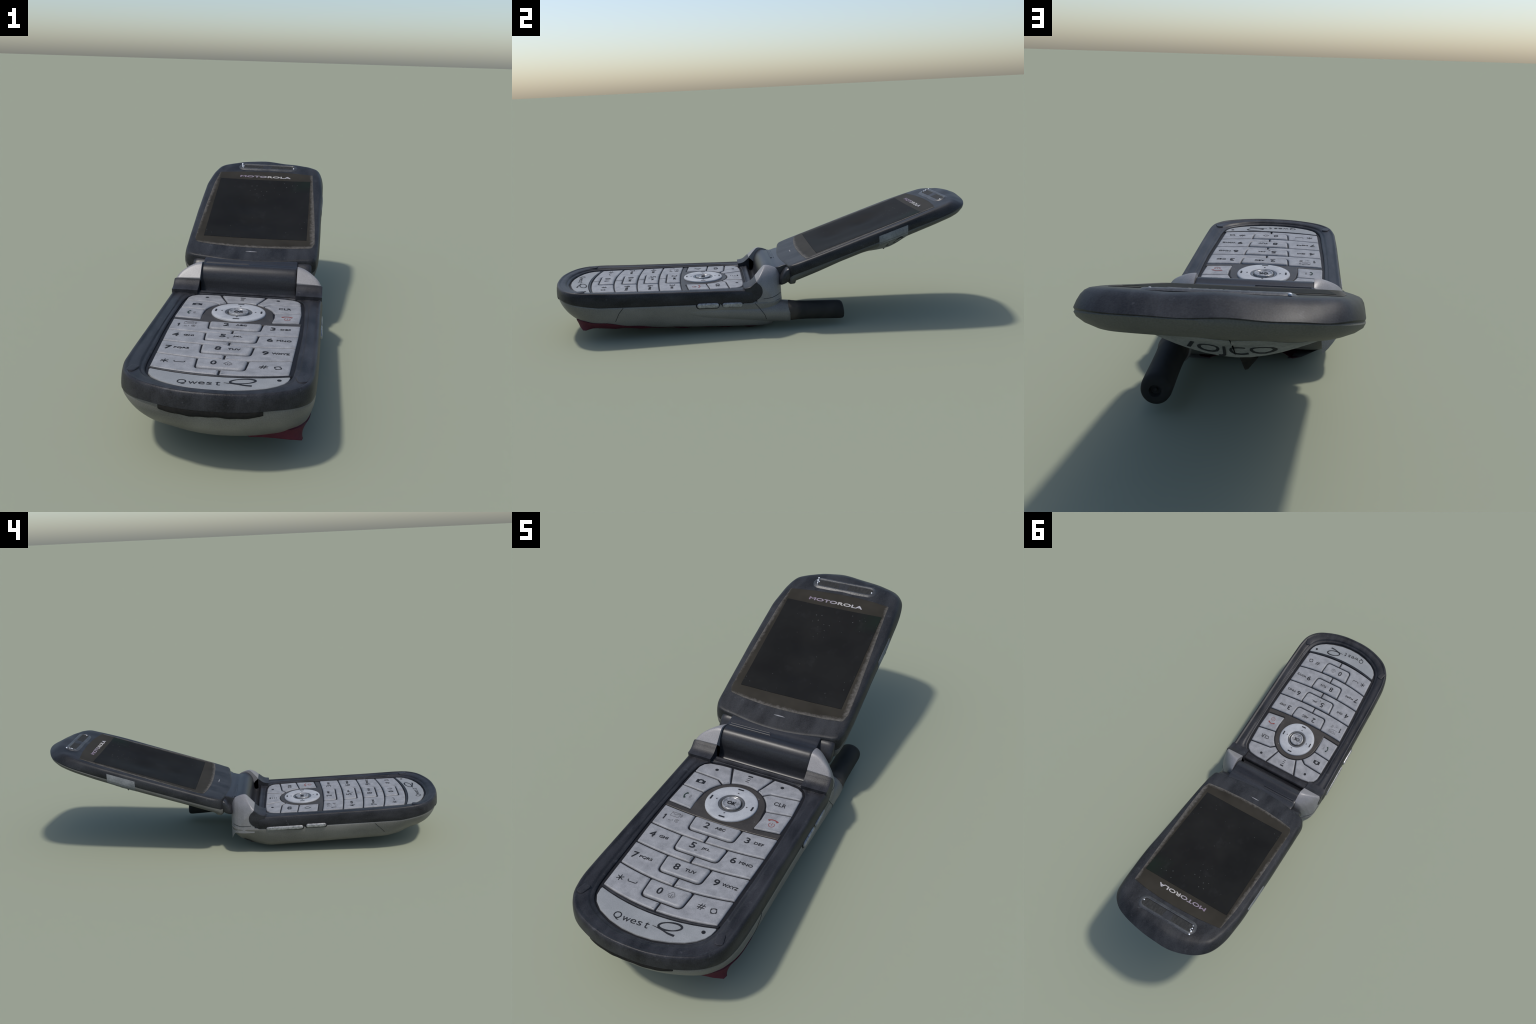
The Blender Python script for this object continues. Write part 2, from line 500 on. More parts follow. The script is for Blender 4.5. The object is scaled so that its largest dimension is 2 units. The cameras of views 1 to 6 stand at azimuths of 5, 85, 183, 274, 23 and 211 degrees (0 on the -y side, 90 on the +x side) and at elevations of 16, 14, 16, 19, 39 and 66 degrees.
NF = 320
FO, HO = by_angle(FO, NF), by_angle(HO, NF)
FN = normals2d(FO)
def fr(d, h, t=0.0):
    p = FO - FN * d
    p = p * (1 - t) + HO * t
    hh = h if not callable(h) else None
    out = []
    for x, y in p:
        z = hh if hh is not None else h(y)
        if z > .2:        # the rim stands higher towards the front
            z += (1 - t) ** .7 * (1 if z > .214 else .5) * float(np.interp(y, [-1, -.88, -.67, -.4, -.1], [.0105, .009, .0035, .001, -.0005]))
        out.append((x, y, tz(y) - .217 + z))
    return out
frame_rings = [fr(.020, lambda y: split_height(y) - .012), fr(.001, lambda y: split_height(y) - .003), fr(-.0015, lambda y: split_height(y) + .002),
               fr(-.002, .186), fr(-.0015, .198), fr(.0, .208), fr(.0028, .2165), fr(.0060, .2213), fr(.0095, .2228), fr(.0135, .2220),
               fr(.0165, .2200), fr(.021, .2195), fr(.026, .2205, .12), fr(.026, .2210, .45), fr(.020, .2205, .62), fr(.012, .2185, .72), fr(.006, .2175, .80),
               fr(.003, .2185, .88), fr(.001, .2175, .96), fr(0, .2150, 1), fr(0, .2105, 1)]
v, f = loft(frame_rings, True, True)
frame = make("keypad_frame", v, f, M_FRAME, phone, 40)

# rounded black shoulders in front of the hinge ears
def shoulder(sx):
    prof = [(-.112, .2190), (-.096, .2205), (-.084, .2240), (-.074, .2300), (-.065, .2375), (-.057, .2440), (-.0515, .2465)]
    c, r = (-.072, .199), .0485
    for a in np.linspace(math.radians(58), math.radians(-90), 22):
        prof.append((c[0] + r * math.cos(a), c[1] + r * math.sin(a)))
    prof += [(-.11, c[1] - r), (-.11, .205)]
    rings = []
    for x, s in ((.186, 1), (.250, 1), (.262, .997), (.271, .985), (.278, .965), (.2825, .935), (.2845, .90)):
        rings.append([(sx * x, c[0] + (y - c[0]) * s, c[1] + (z - c[1]) * s) for y, z in prof])
    v, f = loft(rings)
    return make("hinge_shoulder", v, f, M_FRAME, frame, 40)
shoulder(1)
shoulder(-1)

# rubber stops on the frame's front corners
for sx in (1, -1):
    ang = sx * math.radians(14)
    pts = []
    for a, b in ((-.0135, -.021), (.0135, -.021), (.0135, .021), (-.0135, .021)):
        pts.append((sx * .2315 + a * math.cos(ang) - b * math.sin(ang), -.862 + a * math.sin(ang) + b * math.cos(ang)))
    slab("rubber_stop", round_poly(pts, .010), [(0, .004), (0, .0125), (.001, .0140), (.004, .0146)], M_FRAME, frame)

# connector opening in the front wall
def front_strip(name, x0, x1, z0, z1, out, mat, parent):
    arc = OUT[(OUT[:, 1] < -.9)]
    arc = arc[np.argsort(arc[:, 0])]
    xs = np.linspace(x0, x1, 40)
    ys = np.interp(xs, arc[:, 0], arc[:, 1])
    rings = []
    for k, x in enumerate(xs):
        e = min(1, min(k, 39 - k) / 3.0) ** .5
        zm, zh = (z0 + z1) / 2, (z1 - z0) / 2 * (0.72 + 0.28 * e)
        o = out * (0.2 + .8 * e)
        wob = .0008 * math.sin(k * .9) + .0012 * math.sin(k * .37)
        ring = []
        for a in np.linspace(0, 2 * math.pi, 16, endpoint=False):
            ring.append((x, ys[k] + .010 - (.010 + o) * max(0, math.cos(a)) ** .35 + .012 * max(0, -math.cos(a)), zm + wob + zh * math.sin(a)))
        rings.append(ring)
    v, f = loft(rings)
    return make(name, v, f, mat, parent, 40)
front_strip("connector_port", -.134, .140, .184, .214, .0020, M_CAVITY, shell)

# side buttons
for sx, y0, y1, zc, h in ((-1, -.297, -.112, .152, .020), (-1, -.412, -.312, .163, .019), (1, -.332, -.232, .151, .024), (1, -.216, -.122, .146, .024)):
    xw = .2825
    zc += -.002
    capsule("button_surround", (sx * xw, (y0 + y1) / 2, zc), y1 - y0 + .012, h + .008, .0022, M_FLOOR, shell, sx, -.037)
    capsule("side_button", (sx * xw, (y0 + y1) / 2, zc), y1 - y0, h, .0085, M_CHROME, shell, sx, -.037)

# ================================================================== keypad

# black floor slab under the keys, so that the gaps look dark; it carries them
keypad = slab("keypad", inset(catmull(mirror_half(HOLE_HALF), 160), -.001), [(0, -.0085), (.001, -.0058)], M_FLOOR, phone)
KEY_LV = [(0, -.013), (0, -.0042), (.0009, -.0020), (.0028, -.0006), (.0055, 0)]
MID_LV = [(0, -.012), (0, -.0025), (.0010, .0002), (.0035, .0024), (.0060, .0033), (.0075, .0036)]
G = .0028     # half gap between keys

def hw(y):    # half width of the key field
    return .2175 - .050 * max(0.0, -.44 - y)
SEAM = [(-.409, -.397), (-.515, -.501), (-.618, -.602), (-.730, -.704), (-.8385, -.8085)]
def seam(k, x):
    c, s = SEAM[k]
    return c + (s - c) * (x / .212) ** 2

MIDW = [.0885, .0845, .0790, .0740]
MIDB = [-.478, -.584, -.690, -.8015]
for row in range(4):
    w, b = MIDW[row], MIDB[row]
    xs = np.linspace(-w + G, w - G, 7)
    top = [(x * 1.02, seam(row, x) - G) for x in xs]
    poly = round_poly(top + [(w - .003 - G, b + G), (-w + .003 + G, b + G)], [.009] + [0] * 5 + [.009, .018, .018])
    slab("centre_key", poly, MID_LV, M_KEY, keypad)
    for sx in (-1, 1):
        o = .0015 if row else -.002     # the split below the centre key
        xo = lambda y: hw(y) - G
        s0 = [(sx * x, seam(row, x) - G) for x in np.linspace(w + .0035, xo(SEAM[row][1]), 5)]
        s1 = [(sx * x, seam(row + 1, x) + G) for x in np.linspace(xo(SEAM[row + 1][1]), (G + sx * o), 8)]
        inner = [(sx * (G + sx * o), b - G), (sx * (w - .002), b - G)]
        # hug the centre key's rounded lower corner
        pts = s0 + s1 + inner
        rad = [.003] + [0] * 3 + [.004] + [.004] + [0] * 6 + [.003] + [.002, .020]
        slab("side_key", round_poly(pts, rad), KEY_LV, M_KEY, keypad)

CX, CY, RO = -.004, -.300, .119
def arc_pts(a0, a1, r, n=7):
    return [(CX + r * math.cos(math.radians(a)), CY + r * math.sin(math.radians(a))) for a in np.linspace(a0, a1, n)]
RK = RO + .0045
# top row: two soft keys and the menu key between them, then camera/clear, call/end
menu = [(-.0915 + G, -.1055), (.0755 - G, -.1055)] + arc_pts(66, 116, RK)
slab("function_key", round_poly(menu, [.002, .002] + [0] * 7), KEY_LV, M_KEY, keypad)
softL = [(-.2135, -.1805), (-.2125, -.150), (-.203, -.128), (-.183, -.113), (-.14, -.1065), (-.0955 - G / 2, -.1055)] + arc_pts(118.5, 131, RK, 3) + [(-.110, -.189), (-.16, -.184)]
softR = [(.2085, -.1725), (.208, -.148), (.199, -.128), (.178, -.113), (.14, -.1065), (.0795 + G / 2, -.1055)] + arc_pts(63.5, 51, RK, 3) + [(.098, -.186), (.16, -.179)]
for p in (softL, softR):
    slab("function_key", round_poly(p, [.004] + [0] * 4 + [.002] + [.001] * 3 + [.006, 0]), KEY_LV, M_KEY, keypad)
cam = [(-.2150, -.2685), (-.2140, -.1855), (-.16, -.1895), (-.112, -.1940)] + arc_pts(134.5, 165, RK, 5) + [(-.1265, -.2775)]
clr = [(.2140, -.2645), (.2095, -.1785), (.16, -.1845), (.1005, -.1910)] + arc_pts(47.5, 14, RK, 5) + [(.1215, -.2805)]
for p in (cam, clr):
    slab("function_key", round_poly(p, [.003, .003, 0, .006] + [0] * 6), KEY_LV, M_KEY, keypad)
call = [(-.2155, -.2735), (-.1270, -.2825), (-.1285, -.325), (-.1255, -.3800), (-.2170, -.3710)]
end = [(.2145, -.2695), (.1215, -.2855), (.1225, -.325), (.1165, -.3785), (.2095, -.3655)]
for p in (call, end):
    slab("function_key", round_poly(p, [.003, .003, 0, .004, .003]), KEY_LV, M_KEY, keypad)

# dark brown plate round the navigation wheel
plate = [(.2165, -.3705)] + [(.119, -.3835), (.1195, -.34)] + arc_pts(0, 180, RO, 25) + [(-.1275, -.34), (-.1245, -.385), (-.2175, -.3755)] + \
        [(x, seam(0, x) + .0015) for x in np.linspace(-.2165, .2145, 14)]
slab("navigation_plate", round_poly(plate, .0015), [(0, -.012), (0, -.0042), (.0012, -.0030), (.003, -.0026)], M_BROWN, keypad)

def disc(name, cx, cy, prof, mat, parent, n=72, zf=tz):
    rings = []
    for r, h in prof:
        rings.append([(cx + r * math.cos(a), cy + r * math.sin(a), zf(cy + r * math.sin(a)) + h) for a in np.linspace(0, 2 * math.pi, n, endpoint=False)])
    v, f = loft(rings, False, True)
    return make(name, v, f, mat, parent, 40)
WX, WY = -.0055, -.2975
disc("navigation_wheel", WX, WY, [(.0950, -.008), (.0950, .000), (.0940, .0025), (.0910, .0042), (.080, .0048), (.060, .0042), (.050, .0030), (.0485, .0022), (.047, -.003), (.04, -.003)], M_WHEEL, keypad)
disc("navigation_ring", WX, WY, [(.0475, -.004), (.0470, .0016), (.044, .0022), (.041, .0015), (.037, -.002), (.036, -.004), (.01, -.004)], speckled("ring_grey_metal", (.075, .075, .073), (.135, .135, .132), 25, 200, .25, .5, .4), keypad)
disc("ok_button", WX, WY, [(.0345, -.006), (.0345, .0045), (.0335, .0060), (.0310, .0068), (.0280, .0058), (.0262, .0036), (.020, .0030), (.005, .0028)], M_CHROME, keypad)

# silver name plate at the front and the divider bar above it
pl_bottom = [(.2005, -.8275), (.196, -.848), (.187, -.866), (.168, -.886), (.14, -.9045), (.10, -.9205), (.05, -.9330), (0, -.9370), (-.05, -.9335), (-.10, -.9215),
             (-.147, -.9010), (-.175, -.8780), (-.189, -.8560), (-.1935, -.8310)]
pl_top = [(x, -.8515 + .031 * (x / .2) ** 2) for x in np.linspace(-.1925, .2, 12)]
slab("name_plate", round_poly(pl_top + pl_bottom, .002), [(0, -.012), (0, -.003), (.0010, -.0016), (.0030, -.0012)], M_PLATE, keypad)
bar = [(x, -.8493 + .031 * (x / .2) ** 2) for x in np.linspace(-.198, .204, 12)] + [(x, -.8408 + .031 * (x / .2) ** 2) for x in np.linspace(.204, -.198, 12)]
slab("divider_bar", round_poly(bar, .001), [(0, -.012), (0, -.0022), (.0012, -.0006), (.0025, .0002)], M_FRAME, keypad)

# ------------------------------------------------------------------ printing on the keys
def text_mesh(body, weight=0.0):
    cu = bpy.data.curves.new("lettering_curve", "FONT")
    cu.body = body
    cu.size = 1.0
    cu.resolution_u = 3
    cu.offset = weight
    ob = bpy.data.objects.new("lettering_source", cu)
    SC.objects.link(ob)
    dg = bpy.context.evaluated_depsgraph_get()
    dg.update()
    me = bpy.data.meshes.new_from_object(ob.evaluated_get(dg))
    vs = np.array([v.co[:] for v in me.vertices])
    fs = [tuple(p.vertices) for p in me.polygons]
    bpy.data.objects.remove(ob)
    bpy.data.curves.remove(cu)
    bpy.data.meshes.remove(me)
    return vs, fs

def fit_text(body, x0, y0, x1, y1, rot=0.0, weight=0.0):
    """Flat letters scaled to a box; returns 2D vertices and faces."""
    vs, fs = text_mesh(body, weight)
    lo, hi = vs.min(0), vs.max(0)
    p = (vs[:, :2] - lo[:2]) / (hi[:2] - lo[:2])
    p = p * [x1 - x0, y1 - y0] + [x0, y0]
    c = np.array([(x0 + x1) / 2, (y0 + y1) / 2])
    if rot:
        ca, sa = math.cos(rot), math.sin(rot)
        p = (p - c) @ np.array([[ca, sa], [-sa, ca]]) + c
    return p, fs

def ribbon(pts, w, closed=False):
    """Flat stroke of width w along 2D points."""
    p = np.array(pts, float)
    n = len(p)
    if closed:
        d = np.roll(p, -1, 0) - np.roll(p, 1, 0)
    else:
        d = np.gradient(p, axis=0)
    d /= np.linalg.norm(d, axis=1)[:, None] + 1e-12
    nn = np.stack([-d[:, 1], d[:, 0]], 1)
    ww = np.array(w if hasattr(w, "__len__") else [w] * n)[:, None] / 2
    vs = np.vstack([p + nn * ww, p - nn * ww])
    fs = [(i, (i + 1) % n, n + (i + 1) % n, n + i) for i in range(n if closed else n - 1)]
    return vs, fs

def flat_poly(pts):
    return np.array(pts, float), [tuple(range(len(pts)))]

def circle(cx, cy, r, n=20, a0=0, a1=360):
    full = abs(a1 - a0) >= 360
    return [(cx + r * math.cos(math.radians(a)), cy + r * math.sin(math.radians(a))) for a in np.linspace(a0, a1, n, endpoint=not full)]

def print_on(name, shapes, h, mat, parent, zf=tz, thick=.0007):
    """Raise flat 2D shapes into a thin ink layer whose top lies h+thick above zf."""
    parts = []
    for vs, fs in shapes:
        n = len(vs)
        top = [(x, y, zf(y) + h + thick) for x, y in vs]
        bot = [(x, y, zf(y) + h - .0006) for x, y in vs]
        faces = [tuple(q) for q in fs]
        cnt = {}
        for q in fs:
            for a, b in zip(q, q[1:] + q[:1]):
                k = (min(a, b), max(a, b))
                cnt[k] = cnt.get(k, 0) + 1
        faces += [(a, b, n + b, n + a) for (a, b), c in cnt.items() if c == 1]
        parts.append((top + bot, faces))
    v, f = join_parts(parts)
    return make(name, v, f, mat, parent, None)

HK, HM = 0.0, .0036
def T(body, cx, cy, w, h=.0115, rot=0.0):
    return fit_text(body, cx - w / 2, cy - h / 2, cx + w / 2, cy + h / 2, rot)
DH = .027
def print_text(name, body, x, y, w, h, level, mat, parent, spread, zf=tz):
    """Lettering overprinted with tiny shifts (each pass a hair higher) so that its strokes are heavy."""
    parts = []
    for k, (dx, dy) in enumerate(((0, 0), (1, .3), (-1, -.3), (.3, -1), (-.3, 1))):
        vs, fs = T(body, x + dx * spread, y + dy * spread * .6, w - 2 * spread, h - spread)
        n = len(vs)
        hh = level + .0001 * k
        cnt = {}
        for q in fs:
            for a, b in zip(q, q[1:] + q[:1]):
                e = (min(a, b), max(a, b))
                cnt[e] = cnt.get(e, 0) + 1
        parts.append(([(a, b, zf(b) + hh + .0007) for a, b in vs] + [(a, b, zf(b) + hh - .0006) for a, b in vs],
                      list(fs) + [(a, b, n + b, n + a) for (a, b), c in cnt.items() if c == 1]))
    v, f = join_parts(parts)
    return make(name, v, f, mat, parent, None)

for s_, x, y, w in (("3", .1255, -.446, .0175), ("4", -.1765, -.5505, .021), ("6", .1235, -.5495, .0195), ("7", -.1765, -.661, .0195), ("9", .1180, -.6600, .0195)):
    print_text("key_lettering", s_, x, y, w, DH, HK, M_INK, keypad, .0006)
for s_, x, y, w in (("2", -.0295, -.4395, .0195), ("5", -.0265, -.5450, .0195), ("8", -.0255, -.6540, .0195), ("0", -.0220, -.7660, .0180)):
    print_text("key_lettering", s_, x, y, w, DH, HM, M_INK, keypad, .0006)
for s_, x, y, w in (("DEF", .1675, -.4465, .034), ("GHI", -.1345, -.5505, .032), ("MNO", .1680, -.5500, .047), ("PQRS", -.1360, -.6610, .047), ("WXYZ", .1640, -.6590, .054)):
    print_text("key_lettering", s_, x, y, w, .0122, HK, M_INK, keypad, .00035)
for s_, x, y, w in (("ABC", .0205, -.4385, .037), ("JKL", .0210, -.5465, .030), ("TUV", .0235, -.6550, .038)):
    print_text("key_lettering", s_, x, y, w, .0122, HM, M_INK, keypad, .00035)
print_text("key_lettering", "CLR", .1535, -.2300, .045, .0190, HK, M_INK, keypad, .0002)
print_text("key_lettering", "OK", WX, WY + .0005, .033, .0175, .0034, M_INK, keypad, .0007)
print_on("key_lettering", [ribbon([(-.1855, -.4690), (-.1855, -.4430)], .0044), ribbon([(-.1855, -.4440), (-.1912, -.4492)], .0034)], HK, M_INK, keypad)
# small sound mark under the 5
print_on("key_symbol", [ribbon(circle(-.0080, -.5630, .0032, 14), .0014, True)], HM, M_GREYINK, keypad)
# dots on the soft keys, microphone hole
for x, y in ((-.142, -.1415), (.1235, -.1365)):
    print_on("key_symbol", [flat_poly(circle(x, y, .0068, 24))], HK, M_INK, keypad)
print_on("microphone_hole", [flat_poly(circle(.1715, -.8490, .0062, 24))], -.0012, M_FLOOR, keypad)
# menu bars
print_on("key_symbol", [flat_poly([(-.0185, -.1225), (.0005, -.1225), (.0005, -.1290), (-.0185, -.1290)])] +
         [flat_poly([(-.0155, y), (-.0025, y), (-.0025, y - .0028), (-.0155, y - .0028)]) for y in (-.1370, -.1475, -.1580)], HK, M_INK, keypad)
# camera
body = [(-.1815, -.2400), (-.1465, -.2400), (-.1465, -.2215), (-.1550, -.2215), (-.1580, -.2180), (-.1700, -.2180), (-.1730, -.2215), (-.1815, -.2215)]
camera_shapes = []
ring_o = body
hole = circle(-.164, -.2300, .0062, 8, 0, 360)
def outline_between(outer, inner):
    o = resample(np.array(outer), 40)
    i = resample(np.array(inner), 40)
    ao = np.arctan2(o[:, 1] - i[:, 1].mean(), o[:, 0] - i[:, 0].mean())
    o = o[np.argsort(ao)]
    ai = np.arctan2(i[:, 1] - i[:, 1].mean(), i[:, 0] - i[:, 0].mean())
    i = i[np.argsort(ai)]
    return np.vstack([o, i]), [(k, (k + 1) % 40, 40 + (k + 1) % 40, 40 + k) for k in range(40)]
print_on("key_symbol", [outline_between(body, circle(-.164, -.2305, .0068, 40))], HK, M_INK, keypad)
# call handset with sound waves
hs_arc = circle(-.1640, -.3235, .0165, 12, 120, 240)
hand = [ribbon([(x, y) for x, y in hs_arc], [.0080, .0080, .0060, .0046, .0042, .0042, .0042, .0042, .0046, .0060, .0080, .0080])]
print_on("key_symbol", hand, HK, M_GREENINK, keypad)
print_on("key_symbol", [ribbon(circle(-.1660, -.3230, .0070, 8, -45, 45), .0011), ribbon(circle(-.1660, -.3230, .0115, 8, -50, 50), .0012)], HK, M_GREYINK, keypad)
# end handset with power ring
end_arc = [(.1655 + .0195 * math.cos(math.radians(a)), -.3290 + .0150 * math.sin(math.radians(a))) for a in np.linspace(152, 28, 12)]
print_on("key_symbol", [ribbon(end_arc, [.0078, .0078, .0060, .0046, .0042, .0040, .0040, .0042, .0046, .0060, .0078, .0078])], HK, M_REDINK, keypad)
print_on("key_symbol", [ribbon(circle(.1670, -.3405, .0105, 22, 122, 418), .0016), ribbon([(.1670, -.3310), (.1670, -.3420)], .0016)], HK, M_REDINK, keypad)
# envelope and punctuation on the 1 key
env = [ribbon([(-.1715, -.4235), (-.1715, -.4440), (-.1400, -.4440), (-.1400, -.4235)], .0011, True), ribbon([(-.1715, -.4235), (-.1560, -.4355), (-.1400, -.4235)], .0010),
       ribbon(circle(-.1420, -.4320, .0085, 8, -45, 45), .0010), ribbon(circle(-.1420, -.4320, .0120, 8, -45, 45), .0010)]
at = [ribbon(circle(-.1360, -.4610, .0072, 18, 20, 330), .0011), ribbon(circle(-.1360, -.4610, .0030, 12), .0011, True),
      ribbon([(-.1665, -.4665), (-.1570, -.4665)], .0013), ribbon([(-.1510, -.4610), (-.1525, -.4650)], .0017)]
print_on("key_symbol", env + at, HK, M_GREYINK, keypad)
# star, space, arrow, hash, shift marks
star = [ribbon([(-.1640 + .0125 * math.cos(a), -.7665 + .0125 * math.sin(a)), (-.1640 - .0125 * math.cos(a), -.7665 - .0125 * math.sin(a))], .0028) for a in np.radians([90, 30, 150])]
print_on("key_symbol", [(v + 0, f) for v, f in star], HK, M_INK, keypad)
print_on("key_symbol", [ribbon([(-.1365, -.7610), (-.1362, -.7665), (-.1335, -.7692), (-.1085, -.7692), (-.1055, -.7665), (-.1052, -.7610)], .0026)], HK, M_INK, keypad)
arrow = [(.0165, -.7530), (.0045, -.7680), (.0060, -.7715), (.0110, -.7695), (.0105, -.7770), (.0150, -.7780), (.0165, -.7745), (.0180, -.7780), (.0230, -.7770), (.0225, -.7695), (.0275, -.7715), (.0290, -.7680)]
arrow = [(x + .0030, y) for x, y in arrow]
print_on("key_symbol", [ribbon(arrow, .0012, True), ribbon([(.0195, -.7625), (.0195, -.7740)], .0014)], HM, M_GREYINK, keypad)
print_on("key_symbol", [ribbon([(.1145, -.7785), (.1200, -.7545)], .0024), ribbon([(.1225, -.7785), (.1280, -.7545)], .0024),
                        ribbon([(.1085, -.7625), (.1345, -.7625)], .0022), ribbon([(.1080, -.7705), (.1335, -.7705)], .0022)], HK, M_INK, keypad)
tri = []
for k in range(4):
    a = math.radians(90 * k + 10)
    ca, sa = math.cos(a), math.sin(a)
    for poly in ([(-.0085, .0085), (.0020, .0110), (.0045, .0085), (-.0050, .0070)], [(.0020, .0110), (.0090, .0100), (.0050, .0045)]):
        tri.append(flat_poly([(.1625 + ca * x - sa * y, -.7670 + sa * x + ca * y) for x, y in poly]))
print_on("key_symbol", tri, HK, M_INK, keypad)
# name plate lettering follows the plate's curve
word = "Qwest"
adv = [(-.0880, .0260, -.8990, .0290), (-.0570, .0250, -.9010, .0155), (-.0335, .0180, -.8990, .0160), (-.0130, .0150, -.8980, .0160), (.0100, .0135, -.8955, .0220)]
shapes = []
for ch, (x, w, y, h) in zip(word, adv):
    shapes.append(T(ch, x, y, w, h, math.atan(.25 * (x + .03))))
print_on("name_lettering", shapes, -.0012, M_INK, keypad)
t = np.linspace(0, 1, 40)
loop = [(.0745 + .0330 * math.cos(a) + .006 * math.sin(a), -.8715 + .0165 * math.sin(a) + .0055 * math.cos(a)) for a in np.linspace(0, 2 * math.pi, 44, endpoint=False)]
wd = [.0035 + .0035 * abs(math.sin(a + .9)) for a in np.linspace(0, 2 * math.pi, 44, endpoint=False)]
tail = catmull([(.0250, -.8885), (.0440, -.8900), (.0620, -.8925), (.0800, -.8960), (.1010, -.8965)], 18, False)
print_on("name_logo", [ribbon(loop, wd, True)], -.0012, M_INK, keypad)
print_on("name_logo", [ribbon(tail, list(np.linspace(.0010, .0075, 18)))], -.0010, M_INK, keypad)
# wheel marks
for k in range(4):
    a = math.radians(90 * k)
    ux, uy = math.cos(a), math.sin(a)
    bar = round_poly([(WX + ux * r - uy * s, WY + uy * r + ux * s) for r, s in ((.0770, -.0115), (.0830, -.0115), (.0830, .0115), (.0770, .0115))], .0028, 4, .05)
    print_on("wheel_mark", [flat_poly(bar)], .0048, M_INK, keypad)
    print_on("wheel_mark", [flat_poly([(WX + ux * r - uy * s, WY + uy * r + ux * s) for r, s in ((.0570, -.0034), (.0630, 0), (.0570, .0034))])], .0046, M_GREYINK, keypad)

# ================================================================== hinge
BAR = [(-.068, .196), (-.058, .187), (-.047, .181), (-.037, .187), (-.031, .205), (-.0290, .236), (-.023, .259), (-.011, .277), (.003, .2875), (.016, .2895), (.030, .2865), (.046, .2820),
       (.060, .2825), (.074, .2870), (.088, .2905), (.115, .292), (.135, .285), (.125, .255), (.085, .222), (.060, .195), (.055, .14), (.0, .145)]
prof = catmull(BAR, 90)
rings = []
for x, s in ((-.1905, .90), (-.1895, .965), (-.187, .99), (-.180, 1), (-.09, 1), (0, 1), (.09, 1), (.174, 1), (.180, .99), (.1825, .965), (.1835, .90)):
    cy, cz = 0.0, .235
    rings.append([(x, cy + (y - cy) * s if y < .06 else y, cz + (z - cz) * s) for y, z in prof])
v, f = loft(rings)
barrel = make("hinge_barrel", v, f, M_BARREL, phone, 40)
# raised rib across one half of the barrel's saddle
for x0, x1, y, r in ((-.178, -.005, .047, .0045), (-.178, -.012, .060, .0035)):
    zc = .2812
    pts = [(x, y, zc - .0006) for x in np.linspace(x0, x1, 12)]
    v, f = tube(pts, r, 12)
    make("hinge_rib", v, f, M_BARREL, barrel, 60)

def knuckle(sx):
    prof = catmull([(.125, .285), (.098, .282), (.080, .264), (.066, .240), (.062, .220), (.062, .205), (.085, .208), (.115, .228), (.135, .25)], 40)
    rings = []
    cy, cz = .095, .245
    for x, k in ((.178, 1), (.212, 1), (.226, .96), (.235, .86), (.239, .7)):
        rings.append([(sx * x, cy + (y - cy) * k, cz + (z - cz) * k) for y, z in prof])
    v, f = loft(rings)
    return make("hinge_knuckle", v, f, M_BARREL, barrel, 50)
knuckle(1)
knuckle(-1)

def ear(sx):
    """Silver horn beside the barrel: a slanted front facet and a domed back meeting in a bowed ridge."""
    xi, xo = .186, .2845
    nx, ny = 26, 44
    ys = np.linspace(-.0535, .0675, ny)
    us = np.linspace(0, 1, nx)
    grid = []
    for y in ys:
        row = []
        for u in us:
            xr = float(np.interp(y, [-.06, 0, .03, .045, .055, .0625, .0675], [.2835, .2805, .273, .264, .252, .237, .220]))
            x = xi + (xr - xi) * u
            du = u * (xo - xi)
            front = .2465 + 1.12 * (y + .0535) + .004 * (1 - u)
            back = .2985 - 4.6 * du ** 2 - .020 * u ** 8
            yy = max(0, y + .010 + .030 * u)
            back -= 5.2 * yy ** 2 + .075 * u * u * min(1, yy / .08)
            back -= .055 * max(0, (y - .045) / .03) ** 2 * .8
            k = 240.0
            z = -math.log(math.exp(-k * front) + math.exp(-k * back)) / k
            row.append((sx * x, y, z))
        grid.append(row)
    verts = [p for r in grid for p in r]
    faces = []
    for j in range(ny - 1):
        for i in range(nx - 1):
            a = j * nx + i
            faces.append((a, a + 1, a + nx + 1, a + nx))
    # skirt down to the shell
    border = [i for i in range(nx)] + [j * nx + nx - 1 for j in range(1, ny)] + [(ny - 1) * nx + i for i in range(nx - 2, -1, -1)] + [j * nx for j in range(ny - 2, 0, -1)]
    prev = border
    for zl, bulge in ((.215, .0), (.185, .0), (.162, -.001), (.14, -.006)):
        cur = []
        for b in border:
            x, y, z = verts[b]
            cx = sx * .235
            cur.append(len(verts))
            zt = tz(y) - .217 + zl
            verts.append((cx + (x - cx) * (1 + bulge * 8), .01 + (y - .01) * (1 + bulge * 4), min(zt, z - .001)))
        m = len(border)
        faces += [(prev[i], prev[(i + 1) % m], cur[(i + 1) % m], cur[i]) for i in range(m)]
        prev = cur
    faces.append(tuple(prev))
    return make("hinge_ear", verts, faces, M_EAR, phone, 38)
ears = [ear(1), ear(-1)]

